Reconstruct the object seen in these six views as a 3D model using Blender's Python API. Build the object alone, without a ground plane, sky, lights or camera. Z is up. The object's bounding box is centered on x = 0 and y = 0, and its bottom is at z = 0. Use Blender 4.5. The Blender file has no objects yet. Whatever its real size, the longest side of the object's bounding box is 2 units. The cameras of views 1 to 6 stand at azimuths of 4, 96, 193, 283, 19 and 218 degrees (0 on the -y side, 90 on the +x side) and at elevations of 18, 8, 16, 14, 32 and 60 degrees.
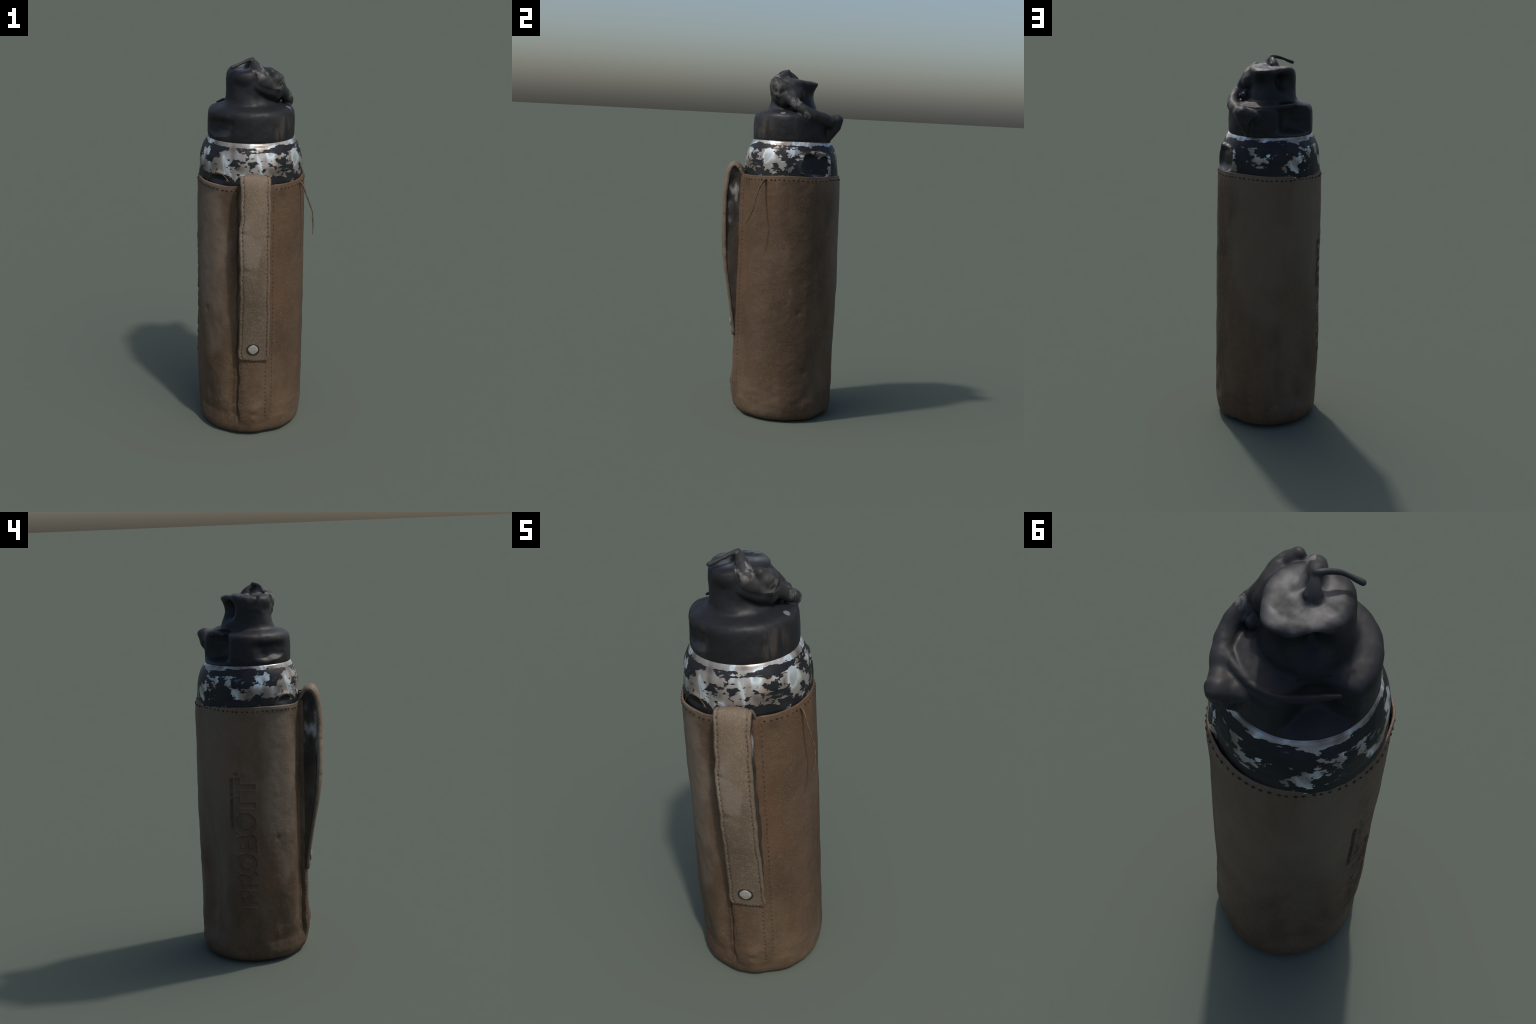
import bpy, bmesh, math, random
import numpy as np
from mathutils import Vector, noise as mnoise

rng = np.random.default_rng(7)
random.seed(7)
TAU = 2 * math.pi


# ------------------------------------------------------------------ helpers
def table(rows, x):
    rows = np.array(rows, float)
    return [np.interp(x, rows[:, 0], rows[:, k]) for k in range(1, rows.shape[1])]


def sstep(a, b, x):
    t = np.clip((x - a) / (b - a), 0, 1)
    return t * t * (3 - 2 * t)


def vnoise(p, scale, seed=0.0):
    """smooth value in about -1..1 for an array of points (n, 3)"""
    off = Vector((seed * 13.7, seed * 5.1, seed * 9.3))
    return np.array([mnoise.noise(Vector(q) * scale + off) for q in p])


def adiff(a, b):
    """signed difference of two angles in degrees"""
    return (np.asarray(a) - b + 180.0) % 360.0 - 180.0


def catmull(pts, n):
    pts = np.array(pts, float)
    k = len(pts)
    ext = np.vstack([2 * pts[0] - pts[1], pts, 2 * pts[-1] - pts[-2]])
    out = []
    for t in np.linspace(0, k - 1, n):
        i = min(int(t), k - 2)
        f = t - i
        a, b, c, d = ext[i:i + 4]
        out.append(0.5 * (2 * b + (c - a) * f + (2 * a - 5 * b + 4 * c - d) * f ** 2 + (3 * b - a - 3 * c + d) * f ** 3))
    return np.array(out)


def mesh_object(name, verts, faces, mat, parent=None, smooth=True):
    me = bpy.data.meshes.new(name)
    me.from_pydata([tuple(v) for v in verts], [], [tuple(f) for f in faces])
    me.update()
    if smooth:
        me.polygons.foreach_set("use_smooth", [True] * len(me.polygons))
    ob = bpy.data.objects.new(name, me)
    bpy.context.scene.collection.objects.link(ob)
    if mat:
        me.materials.append(mat)
    if parent:
        ob.parent = parent
    return ob


def grid_faces(rows, cols, closed_cols=True):
    f = []
    for i in range(rows - 1):
        for j in range(cols if closed_cols else cols - 1):
            j2 = (j + 1) % cols
            f.append((i * cols + j, i * cols + j2, (i + 1) * cols + j2, (i + 1) * cols + j))
    return f


def tube(path, radii, sides=10):
    path = np.array(path, float)
    n = len(path)
    radii = np.broadcast_to(radii, n)
    verts, faces = [], []
    ref = Vector((0.31, 0.52, 0.79))
    for i in range(n):
        t = Vector(path[min(i + 1, n - 1)] - path[max(i - 1, 0)]).normalized()
        ref = (ref - t * ref.dot(t)).normalized()
        side = t.cross(ref)
        for k in range(sides):
            a = TAU * k / sides
            verts.append(Vector(path[i]) + float(radii[i]) * (ref * math.cos(a) + side * math.sin(a)))
    faces = [f for f in grid_faces(n, sides)]
    verts.append(Vector(path[0])); verts.append(Vector(path[-1]))
    c0, c1 = len(verts) - 2, len(verts) - 1
    for k in range(sides):
        k2 = (k + 1) % sides
        faces.append((c0, k2, k))
        faces.append((c1, (n - 1) * sides + k, (n - 1) * sides + k2))
    return verts, faces


# ---------------------------------------------------------------- materials
class Nodes:
    def __init__(self, name):
        self.mat = bpy.data.materials.new(name)
        self.mat.use_nodes = True
        self.t = self.mat.node_tree
        self.bsdf = self.t.nodes["Principled BSDF"]
        self.co = self.new("ShaderNodeTexCoord").outputs["Object"]

    def new(self, kind, **props):
        n = self.t.nodes.new(kind)
        for k, v in props.items():
            setattr(n, k, v)
        return n

    def link(self, a, b):
        self.t.links.new(a, b)

    def put(self, sock, v):
        if isinstance(v, bpy.types.NodeSocket):
            self.link(v, sock)
        else:
            sock.default_value = v

    def mapped(self, scale=(1, 1, 1), loc=(0, 0, 0), vec=None):
        m = self.new("ShaderNodeMapping")
        self.link(vec or self.co, m.inputs["Vector"])
        m.inputs["Scale"].default_value = scale
        m.inputs["Location"].default_value = loc
        return m.outputs["Vector"]

    def noise(self, scale, detail=3.0, rough=0.5, vec=None, distortion=0.0):
        n = self.new("ShaderNodeTexNoise")
        self.link(vec or self.co, n.inputs["Vector"])
        n.inputs["Scale"].default_value = scale
        n.inputs["Detail"].default_value = detail
        n.inputs["Roughness"].default_value = rough
        n.inputs["Distortion"].default_value = distortion
        return n.outputs["Fac"]

    def math(self, op, a, b=0.0, c=0.0, clamp=False):
        n = self.new("ShaderNodeMath", operation=op, use_clamp=clamp)
        for i, v in enumerate((a, b, c)):
            self.put(n.inputs[i], v)
        return n.outputs[0]

    def ramp(self, fac, stops, interp="LINEAR"):
        n = self.new("ShaderNodeValToRGB")
        n.color_ramp.interpolation = interp
        while len(n.color_ramp.elements) < len(stops):
            n.color_ramp.elements.new(0.5)
        for e, (p, c) in zip(n.color_ramp.elements, stops):
            e.position = p
            e.color = (*c, 1) if len(c) == 3 else c
        self.link(fac, n.inputs["Fac"])
        return n.outputs["Color"]

    def rng(self, fac, a, b, lo=0.0, hi=1.0, smooth=True):
        n = self.new("ShaderNodeMapRange", interpolation_type="SMOOTHSTEP" if smooth else "LINEAR")
        self.put(n.inputs["Value"], fac)
        for k, v in (("From Min", a), ("From Max", b), ("To Min", lo), ("To Max", hi)):
            n.inputs[k].default_value = v
        return n.outputs["Result"]

    def mix(self, fac, a, b, mode="MIX"):
        n = self.new("ShaderNodeMix", data_type="RGBA", blend_type=mode)
        self.put(n.inputs["Factor"], fac)
        for sock, v in ((n.inputs[6], a), (n.inputs[7], b)):
            self.put(sock, (*v, 1) if isinstance(v, tuple) and len(v) == 3 else v)
        return n.outputs[2]

    def xyz(self):
        s = self.new("ShaderNodeSeparateXYZ")
        self.link(self.co, s.inputs[0])
        return s.outputs

    def ball(self, centre, r_in, r_out):
        """1 inside r_in of a point, 0 outside r_out"""
        d = self.new("ShaderNodeVectorMath", operation="DISTANCE")
        self.link(self.co, d.inputs[0])
        d.inputs[1].default_value = centre
        return self.rng(d.outputs["Value"], r_in, r_out, 1, 0)

    def bump(self, height, strength, dist):
        b = self.new("ShaderNodeBump")
        self.link(height, b.inputs["Height"])
        b.inputs["Strength"].default_value = strength
        b.inputs["Distance"].default_value = dist
        self.link(b.outputs["Normal"], self.bsdf.inputs["Normal"])

    def done(self, color, rough=0.6, spec=0.3, metallic=0.0):
        self.put(self.bsdf.inputs["Base Color"], (*color, 1) if isinstance(color, tuple) else color)
        self.put(self.bsdf.inputs["Roughness"], rough)
        self.put(self.bsdf.inputs["Specular IOR Level"], spec)
        self.put(self.bsdf.inputs["Metallic"], metallic)
        return self.mat


def leather(name, dark, mid, light, rust, rough=0.55, spec=0.35, patches=()):
    m = Nodes(name)
    big = m.noise(4.5, 4, 0.55, m.mapped((1.3, 1.3, 0.6)))
    col = m.ramp(big, [(0.30, dark), (0.5, mid), (0.72, light)])
    red = m.rng(m.noise(3.1, 3, 0.5, m.mapped((1, 1, 0.5), (3, 7, 1))), 0.5, 0.68)
    col = m.mix(m.math("MULTIPLY", red, 0.55), col, rust)
    if patches:
        for centre, r0, r1, tone, k in patches:
            d = m.new("ShaderNodeVectorMath", operation="DISTANCE")
            m.link(m.mapped((1, 1, 0.22)), d.inputs[0])
            d.inputs[1].default_value = (centre[0], centre[1], centre[2] * 0.22)
            w = m.math("ADD", d.outputs["Value"], m.math("MULTIPLY", m.math("SUBTRACT", m.noise(7, 4, 0.55, m.mapped((1, 1, 0.5), (k, 1, 4))), 0.5), 0.30))
            col = m.mix(m.math("MULTIPLY", m.rng(w, r0, r1, 1, 0), k), col, tone)
    grain = m.noise(140, 2, 0.6)
    col = m.mix(m.rng(grain, 0.50, 0.72, 0, 0.34), col, tuple(min(1, 1.7 * c) for c in light))
    scuff = m.math("MULTIPLY", m.rng(m.noise(9, 4, 0.6, m.mapped((1, 1, 0.35), (5, 2, 8))), 0.58, 0.72), m.rng(m.noise(60, 2), 0.4, 0.7))
    col = m.mix(m.math("MULTIPLY", scuff, 0.35), col, tuple(1.6 * c for c in light))
    cells = m.new("ShaderNodeTexVoronoi", feature="DISTANCE_TO_EDGE")
    m.link(m.co, cells.inputs["Vector"])
    cells.inputs["Scale"].default_value = 150
    h = m.math("ADD", m.math("MULTIPLY", cells.outputs["Distance"], 0.8), m.math("MULTIPLY", m.noise(38, 4, 0.6), 0.9))
    m.bump(h, 0.55, 0.004)
    return m.done(col, m.rng(big, 0.3, 0.7, rough + 0.08, rough - 0.06), spec)


MAT_SLEEVE = leather("brown_leather", (0.060, 0.039, 0.024), (0.085, 0.054, 0.032), (0.115, 0.080, 0.052), (0.110, 0.059, 0.032), 0.55, 0.25,
                     patches=(((-0.21, -0.17, 1.15), 0.04, 0.16, (0.190, 0.148, 0.110), 0.75), ((0.13, -0.24, 0.95), 0.04, 0.14, (0.100, 0.056, 0.033), 0.7),  # first patch: leather lightened at front left to show its sheen
                              ((-0.28, 0.12, 1.22), 0.06, 0.20, (0.150, 0.109, 0.073), 0.75), ((0.24, -0.07, 0.75), 0.04, 0.14, (0.096, 0.062, 0.039), 0.6), ((-0.02, 0.33, 1.22), 0.06, 0.24, (0.150, 0.109, 0.073), 0.75), ((-0.24, 0.22, 1.0), 0.06, 0.22, (0.135, 0.104, 0.074), 0.6)))
MAT_STRAP = leather("pale_leather", (0.115, 0.087, 0.060), (0.148, 0.113, 0.079), (0.185, 0.148, 0.108), (0.13, 0.085, 0.055), 0.6, 0.25,
                    patches=(((0.02, -0.28, 0.50), 0.06, 0.15, (0.102, 0.074, 0.050), 0.75), ((-0.02, -0.32, 1.22), 0.02, 0.06, (0.200, 0.162, 0.128), 0.6)))
MAT_LINING = None
MAT_THREAD = Nodes("waxed_thread")
MAT_THREAD = MAT_THREAD.done(MAT_THREAD.ramp(MAT_THREAD.noise(60), [(0.3, (0.050, 0.032, 0.020)), (0.7, (0.105, 0.066, 0.038))]), 0.7)
MAT_FAINT = Nodes("brown_stitch")
MAT_FAINT = MAT_FAINT.done(MAT_FAINT.ramp(MAT_FAINT.noise(80), [(0.3, (0.034, 0.025, 0.018)), (0.7, (0.062, 0.046, 0.034))]), 0.8)
MAT_PRESSED = Nodes("pressed_leather")
MAT_PRESSED = MAT_PRESSED.done(MAT_PRESSED.ramp(MAT_PRESSED.noise(60), [(0.3, (0.055, 0.038, 0.026)), (0.7, (0.080, 0.056, 0.038))]), 0.7, 0.2)
MAT_STITCH = Nodes("dark_stitch")
MAT_STITCH = MAT_STITCH.done(MAT_STITCH.ramp(MAT_STITCH.noise(80), [(0.3, (0.016, 0.012, 0.012)), (0.7, (0.035, 0.026, 0.022))]), 0.8)


def lining_material():
    m = Nodes("frayed_lining")
    n = m.noise(14, 3, 0.55, m.mapped((1, 1, 0.5)))
    col = m.ramp(n, [(0.42, (0.035, 0.030, 0.026)), (0.55, (0.07, 0.058, 0.048)), (0.62, (0.22, 0.21, 0.20)), (0.75, (0.40, 0.395, 0.39))])
    z = m.xyz()["Z"]
    col = m.mix(m.rng(z, 1.05, 1.2), m.ramp(n, [(0.35, (0.035, 0.029, 0.023)), (0.7, (0.08, 0.062, 0.046))]), col)
    return m.done(col, 0.85, 0.15)


def lid_material(name, dusty=False, worn=False):
    m = Nodes(name)
    n = m.noise(7, 4, 0.55)
    col = m.ramp(n, [(0.3, (0.0105, 0.0112, 0.0128)), (0.7, (0.0165, 0.0174, 0.0196))])
    warm = m.rng(m.noise(9, 3, 0.5, m.mapped((1, 1, 0.5), (4, 1, 2))), 0.58, 0.75)
    col = m.mix(m.math("MULTIPLY", warm, 0.5), col, (0.040, 0.036, 0.032))
    tan = m.math("MULTIPLY", m.ball((0.155, -0.115, 1.66), 0.03, 0.10), m.rng(m.noise(14, 3, 0.5, m.mapped((2, 2, 0.4))), 0.4, 0.6))  # warm reflection on the lid's right front, painted into the base colour
    col = m.mix(m.math("MULTIPLY", tan, 0.55), col, (0.075, 0.060, 0.048))
    painted_glint = m.ball((0.168, -0.005, 1.754), 0.012, 0.017)
    col = m.mix(m.math("MULTIPLY", painted_glint, 0.5), col, (0.25, 0.265, 0.28))
    if dusty:
        top = m.math("MULTIPLY", m.ball((-0.03, 0.06, 1.945), 0.07, 0.135), m.rng(m.xyz()["Z"], 1.905, 1.93))
        dust = m.math("MULTIPLY", top, m.rng(m.noise(14, 3, 0.5, None, 0.4), 0.32, 0.68))
        col = m.mix(m.math("MULTIPLY", dust, 0.8), col, (0.15, 0.15, 0.145))
    if worn:
        # pale scuffs along the carry loop, where the coating has rubbed away
        line = m.rng(m.noise(26, 4, 0.6, None, 0.4), 0.46, 0.56)
        where = m.math("MAXIMUM", m.ball((0.02, -0.085, 1.945), 0.03, 0.06), m.ball((0.10, -0.03, 1.885), 0.03, 0.06))
        where = m.math("MAXIMUM", where, m.ball((0.165, 0.07, 1.815), 0.015, 0.045))
        where = m.math("MAXIMUM", where, m.ball((0.185, 0.125, 1.745), 0.015, 0.04))
        col = m.mix(m.math("MULTIPLY", m.math("MULTIPLY", line, where), 0.85), col, (0.21, 0.20, 0.188))
        col = m.mix(0.25, col, (0.07, 0.068, 0.066))
    spots = m.rng(m.noise(70, 2, 0.5), 0.70, 0.76)
    col = m.mix(m.math("MULTIPLY", spots, 0.25), col, (0.06, 0.06, 0.065))
    m.bump(m.noise(45, 3, 0.6), 0.12, 0.004)
    return m.done(col, m.rng(n, 0.3, 0.7, 0.58, 0.46), 0.26)


def neck_material():
    m = Nodes("chipped_black_steel")
    x, y, z = m.xyz()
    # black enamel left on bare steel: sharp flaky patches, denser under the bead,
    # along the leather and on the back
    flake = m.math("ADD", m.math("MULTIPLY", m.noise(9.5, 3, 0.55, m.mapped((1, 1, 1.5), (0.7, 3.2, 1.3)), 0.3), 0.66), m.math("MULTIPLY", m.noise(36, 5, 0.65, m.mapped((0.8, 0.8, 1.3), (2.7, 1.2, 0.3)), 0.4), 0.34))
    bead = m.rng(m.math("ADD", z, m.math("MULTIPLY", m.noise(30, 4, 0.6), 0.016)), 1.5915, 1.5965)
    band = m.math("MULTIPLY", m.rng(z, 1.548, 1.556), m.rng(z, 1.574, 1.580, 1, 0))
    low = m.rng(z, 1.455, 1.415)
    back = m.rng(y, -0.05, 0.22)
    v = m.math("ADD", flake, m.math("MULTIPLY", bead, 0.17))
    v = m.math("SUBTRACT", v, m.math("MULTIPLY", band, 0.095))
    v = m.math("SUBTRACT", v, m.math("MULTIPLY", low, 0.09))
    v = m.math("SUBTRACT", v, m.math("MULTIPLY", back, 0.026))
    # the pressed pocket: bare along its raised frame, black inside
    ang = m.math("ARCTAN2", m.math("ADD", x, 0.024), m.math("SUBTRACT", 0.040, y))
    across = m.math("MULTIPLY", m.math("ABSOLUTE", m.math("SUBTRACT", ang, math.radians(128))), 0.262 / 0.088)
    along = m.math("MULTIPLY", m.math("ABSOLUTE", m.math("SUBTRACT", z, 1.475)), 1 / 0.062)
    wavy = m.math("MULTIPLY", m.math("SUBTRACT", m.noise(18, 3, 0.6), 0.5), 0.6)
    box = m.math("ADD", wavy, m.math("POWER", m.math("ADD", m.math("POWER", across, 3.5), m.math("POWER", along, 3.5)), 1 / 3.5))
    frame = m.math("MULTIPLY", m.rng(box, 0.93, 1.02), m.rng(box, 1.12, 1.34, 1, 0))
    v = m.math("ADD", v, m.math("MULTIPLY", frame, 0.045))
    v = m.math("SUBTRACT", v, m.math("MULTIPLY", m.rng(box, 0.98, 0.80), 0.012))
    v = m.math("ADD", v, 0.014)
    bare = m.rng(v, 0.493, 0.504)
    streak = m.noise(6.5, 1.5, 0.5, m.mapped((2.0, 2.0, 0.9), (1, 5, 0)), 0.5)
    steel = m.ramp(streak, [(0.32, (0.14, 0.122, 0.105)), (0.45, (0.26, 0.238, 0.215)), (0.55, (0.33, 0.325, 0.31)), (0.63, (0.58, 0.66, 0.69)), (0.68, (0.42, 0.46, 0.475)), (0.77, (0.24, 0.23, 0.21))])  # bluish-white stops are highlights baked into the steel colour
    painted_brown_reflection = m.rng(m.noise(8, 3, 0.5, m.mapped((1, 1, 0.6), (9, 4, 2))), 0.58, 0.72)
    steel = m.mix(m.math("MULTIPLY", painted_brown_reflection, 0.45), steel, (0.36, 0.24, 0.18))
    paint = m.ramp(m.noise(10, 4), [(0.3, (0.009, 0.010, 0.012)), (0.7, (0.018, 0.019, 0.021))])
    blue = m.rng(m.noise(9, 5, 0.6, m.mapped((1, 1, 4.0), (2, 2, 6)), 0.5), 0.62, 0.70)  # bluish reflections tinted onto the black paint
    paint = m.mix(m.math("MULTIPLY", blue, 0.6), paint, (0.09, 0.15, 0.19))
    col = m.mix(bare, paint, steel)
    h = m.math("ADD", m.math("MULTIPLY", bare, -0.5), m.math("MULTIPLY", m.noise(40, 3), 0.2))
    m.bump(h, 0.25, 0.004)
    return m.done(col, m.mix(bare, (0.45, 0.45, 0.45), (0.27, 0.27, 0.27)), m.rng(bare, 0, 1, 0.22, 0.5), m.math("MULTIPLY", bare, 0.4))


MAT_LINING = lining_material()
MAT_LID = lid_material("black_lid_plastic")
MAT_SPOUT = lid_material("dusty_black_plastic", dusty=True)
MAT_LOOP = lid_material("scuffed_black_plastic", worn=True)
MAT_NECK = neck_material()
m = Nodes("rivet_metal")
MAT_RIVET = m.done(m.ramp(m.noise(45, 3), [(0.3, (0.20, 0.192, 0.165)), (0.7, (0.30, 0.29, 0.25))]), 0.55, 0.35, 0.0)

# ---------------------------------------------------------------- the thing
root = bpy.data.objects.new("water_bottle", None)
bpy.context.scene.collection.objects.link(root)
root["label"] = "worn black steel bottle in a brown leather sleeve with strap"
root["category"] = "water bottle"

# ------------------------------------------------------------ leather sleeve
# height: centre x, centre y, half width x, half width y
BODY = [(0.00, -0.019, 0.055, 0.279, 0.288), (0.05, -0.019, 0.055, 0.280, 0.289), (0.10, -0.018, 0.054, 0.2835, 0.2945),
        (0.2, -0.019, 0.054, 0.286, 0.2945), (0.3, -0.0204, 0.0515, 0.288, 0.292), (0.4, -0.0206, 0.050, 0.288, 0.291),
        (0.6, -0.019, 0.049, 0.285, 0.293), (0.8, -0.019, 0.048, 0.284, 0.294), (1.0, -0.0217, 0.044, 0.283, 0.291),
        (1.2, -0.0214, 0.040, 0.282, 0.290), (1.3, -0.020, 0.039, 0.280, 0.289), (1.4, -0.020, 0.038, 0.277, 0.285), (1.5, -0.02, 0.038, 0.277, 0.285)]


def stroke_distance(p, q):
    """distance of points (p along the word, q up the letter) to the letter skeletons"""
    H, w = 0.106, 0.0125
    lo, hi, mid = w, H - w, 0.5 * H
    best = np.full(p.shape, 9.0)

    def seg(x0, y0, x1, y1):
        nonlocal best
        dx, dy = x1 - x0, y1 - y0
        ln = math.hypot(dx, dy)
        along = ((p - x0) * dx + (q - y0) * dy) / ln
        across = np.abs((p - x0) * dy - (q - y0) * dx) / ln
        best = np.minimum(best, np.maximum(across, np.maximum(-along, along - ln)))

    def ring(cx, cy, rx, ry):
        nonlocal best
        k = np.hypot((p - cx) / rx, (q - cy) / ry)
        best = np.minimum(best, np.abs(k - 1) * min(rx, ry))

    def bowl(x0, y0, y1, x1):
        ry = 0.5 * abs(y1 - y0)
        cx, cy = x1 - ry, 0.5 * (y0 + y1)
        seg(x0, y0, cx, y0); seg(x0, y1, cx, y1)
        nonlocal best
        d = np.abs(np.hypot(p - cx, q - cy) - ry)
        best = np.minimum(best, np.where(p >= cx, d, 9.0))

    # letters, by the height at which each starts and ends on the sleeve
    seg(0.344, lo, 0.344, hi); bowl(0.344, mid - 0.004, hi, 0.411)                                     # P
    seg(0.441, lo, 0.441, hi); bowl(0.441, mid, hi, 0.500); seg(0.468, mid, 0.508, lo)                  # R
    ring(0.570, mid, 0.042, 0.5 * H - w)                                                                # O
    seg(0.642, lo, 0.642, hi); bowl(0.642, mid, hi, 0.706); bowl(0.642, lo, mid, 0.714)                 # B
    ring(0.787, mid, 0.044, 0.5 * H - w)                                                                # O
    seg(0.853, hi, 0.919, hi); seg(0.887, lo, 0.887, hi)                                                # T
    seg(0.953, hi, 1.018, hi); seg(0.985, lo, 0.985, hi)                                                # T
    return best - w


def sleeve_relief(a, z, cx, cy, rx, ry):
    """outward offset of the leather (metres), a = azimuth in degrees"""
    ar = np.radians(a)
    P = np.stack([np.sin(ar) * 0.29, -np.cos(ar) * 0.29, z], -1)
    off = 0.0035 * vnoise(P * (1, 1, 0.6), 4.0, 1) + 0.0022 * vnoise(P, 11.0, 2) + 0.0010 * vnoise(P, 30.0, 3)
    # the leather is more crumpled near the foot
    off += sstep(0.35, 0.05, z) * (0.0045 * vnoise(P, 13.0, 4) + 0.002 * vnoise(P, 28.0, 5))
    # vertical soft folds
    off += 0.0022 * vnoise(P * (1, 1, 0.12), 14.0, 6)
    # overlapping front panel with an open edge on its left
    d = adiff(a, 0)
    edge_l = -7.8 + 0.8 * np.sin(z * 23) + 0.5 * np.sin(z * 61)
    live = sstep(0.06, 0.14, z)
    panel = sstep(-0.6, 0.6, d - edge_l) * sstep(29.5, 23.0, d)
    off += 0.0075 * panel * live
    off -= 0.013 * np.exp(-((d - edge_l + 1.6) / 1.3) ** 2) * live
    off -= 0.006 * np.exp(-((d - edge_l + 6) / 5.0) ** 2) * live
    # seam ridge on the right of the panel
    off += 0.002 * np.exp(-((d - 24.5) / 2.0) ** 2) * live * sstep(0.9, 0.5, z)
    # flattened flanks beside the seam, and the big hollow at the left rear
    off -= 0.015 * np.exp(-(adiff(a, 38) / 9.0) ** 2) * sstep(0.05, 0.2, z) * sstep(1.40, 1.30, z)
    off -= 0.012 * np.exp(-(adiff(a, 343) / 8.0) ** 2) * sstep(0.02, 0.12, z) * sstep(1.40, 1.25, z)
    off -= 0.017 * np.exp(-(adiff(a, 314) / 17.0) ** 2) * sstep(0.40, 0.2, z) * sstep(0.05, 0.13, z)
    off -= 0.007 * np.exp(-(adiff(a, 25) / 12.0) ** 2) * sstep(0.22, 0.1, z)
    off -= 0.008 * np.exp(-(adiff(a, 138) / 12.0) ** 2) * sstep(0.15, 0.3, z) * sstep(1.37, 1.25, z)
    off += 0.013 * np.exp(-(adiff(a, 312) / 14.0) ** 2) * sstep(1.355, 1.385, z)
    off -= 0.008 * np.exp(-(adiff(a, 155) / 14.0) ** 2) * sstep(0.60, 0.4, z)
    off += 0.006 * np.exp(-(adiff(a, 246) / 10.0) ** 2) * sstep(0.60, 0.8, z) * sstep(1.35, 1.2, z)
    hq = np.abs(adiff(a, 227 - 4 * sstep(0.40, 0.75, z)) * 0.29 * math.pi / 180) / 0.113
    hz = np.abs(z - 0.43) / 0.335
    off -= 0.062 * np.exp(-(hq ** 2.8 + hz ** 4.0)) * sstep(0.06, 0.16, z)
    # single dents and pinches (azimuth, height, size, depth)
    for da, dz, s, dep in ((100, 0.42, 0.05, 0.004), (120, 0.30, 0.018, 0.005), (110, 0.64, 0.014, 0.004), (124, 0.17, 0.03, 0.006),
                           (78, 0.22, 0.05, 0.005), (84, 0.08, 0.05, 0.004), (196, 0.45, 0.025, 0.004), (206, 0.20, 0.07, 0.006),
                           (310, 0.70, 0.012, 0.005), (240, 0.42, 0.03, 0.005), (252, 0.28, 0.04, 0.006), (335, 0.10, 0.03, 0.006),
                           (150, 0.30, 0.06, 0.005), (346, 0.86, 0.012, 0.004), (6, 0.17, 0.03, -0.005), (20, 0.09, 0.03, 0.004)):
        off -= dep * np.exp(-((adiff(a, da) * 0.29 * math.pi / 180 / s) ** 2 + ((z - dz) / (1.3 * s)) ** 2))
    # pulled bumps at the outline: left hand side low down, foot of the panel
    for da, dz, s, dep in ((272, 0.40, 0.025, 0.006), (275, 1.06, 0.02, 0.005), (10, 0.165, 0.03, 0.007), (8, 0.11, 0.02, 0.004)):
        off += dep * np.exp(-((adiff(a, da) * 0.29 * math.pi / 180 / s) ** 2 + ((z - dz) / s) ** 2))
    # pressed lettering on the left side, reading upwards, and the fine rule over it
    q = -adiff(a, 286.4) * 0.29 * math.pi / 180
    near = (q > -0.03) & (q < 0.16) & (z > 0.28) & (z < 1.10)
    dist = np.full(a.shape, 9.0)
    dist[near] = stroke_distance(z[near], q[near])
    emb = sstep(0.0025, -0.002, dist) * 0.0068 - 0.0018 * np.exp(-((dist - 0.006) / 0.004) ** 2)
    rule = sstep(0.0095, 0.0065, np.abs(q - 0.122)) * sstep(0.762, 0.768, z) * sstep(1.040, 1.034, z)
    rule *= 0.35
    dot = sstep(0.011, 0.008, np.hypot(q - 0.100, z - 1.052)) * (1 - 0.6 * sstep(0.006, 0.004, np.hypot(q - 0.100, z - 1.052)))
    off -= emb * (0.45 + 0.55 * sstep(0.30, 0.70, z)) + 0.0065 * rule + 0.0065 * dot
    # stitch rows are pressed in
    for az0 in (20.6, 28.4):
        off -= 0.0016 * np.exp(-((d - az0) / 0.8) ** 2) * sstep(0.1, 0.13, z)
    return off


def rim_height(a):
    return 1.400 - 0.008 * np.cos(np.radians(a)) + 0.004 * np.sin(np.radians(a)) + 0.002 * np.sin(np.radians(a * 5)) - 0.004 * np.exp(-(adiff(a, 338) / 12) ** 2)


N_A, N_Z = 640, 470
az = np.arange(N_A) * 360.0 / N_A
t = np.linspace(0, 1, N_Z)
A, T = np.meshgrid(az, t)
Z = 0.055 + T * (rim_height(A) - 0.055)


def sleeve_point(a, z, extra=0.0, relief=None):
    cx, cy, rx, ry = table(BODY, z)
    off = sleeve_relief(a, z, cx, cy, rx, ry) if relief is None else relief
    top = 0.003 * sstep(0.03, 0.0, rim_height(a) - z)
    ar = np.radians(a)
    k = off + extra - top
    return np.stack([cx + (rx + k) * np.sin(ar), cy - (ry + k) * np.cos(ar), z], -1)


wall = sleeve_point(A.ravel(), Z.ravel()).reshape(N_Z, N_A, 3)
rings = []
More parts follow.
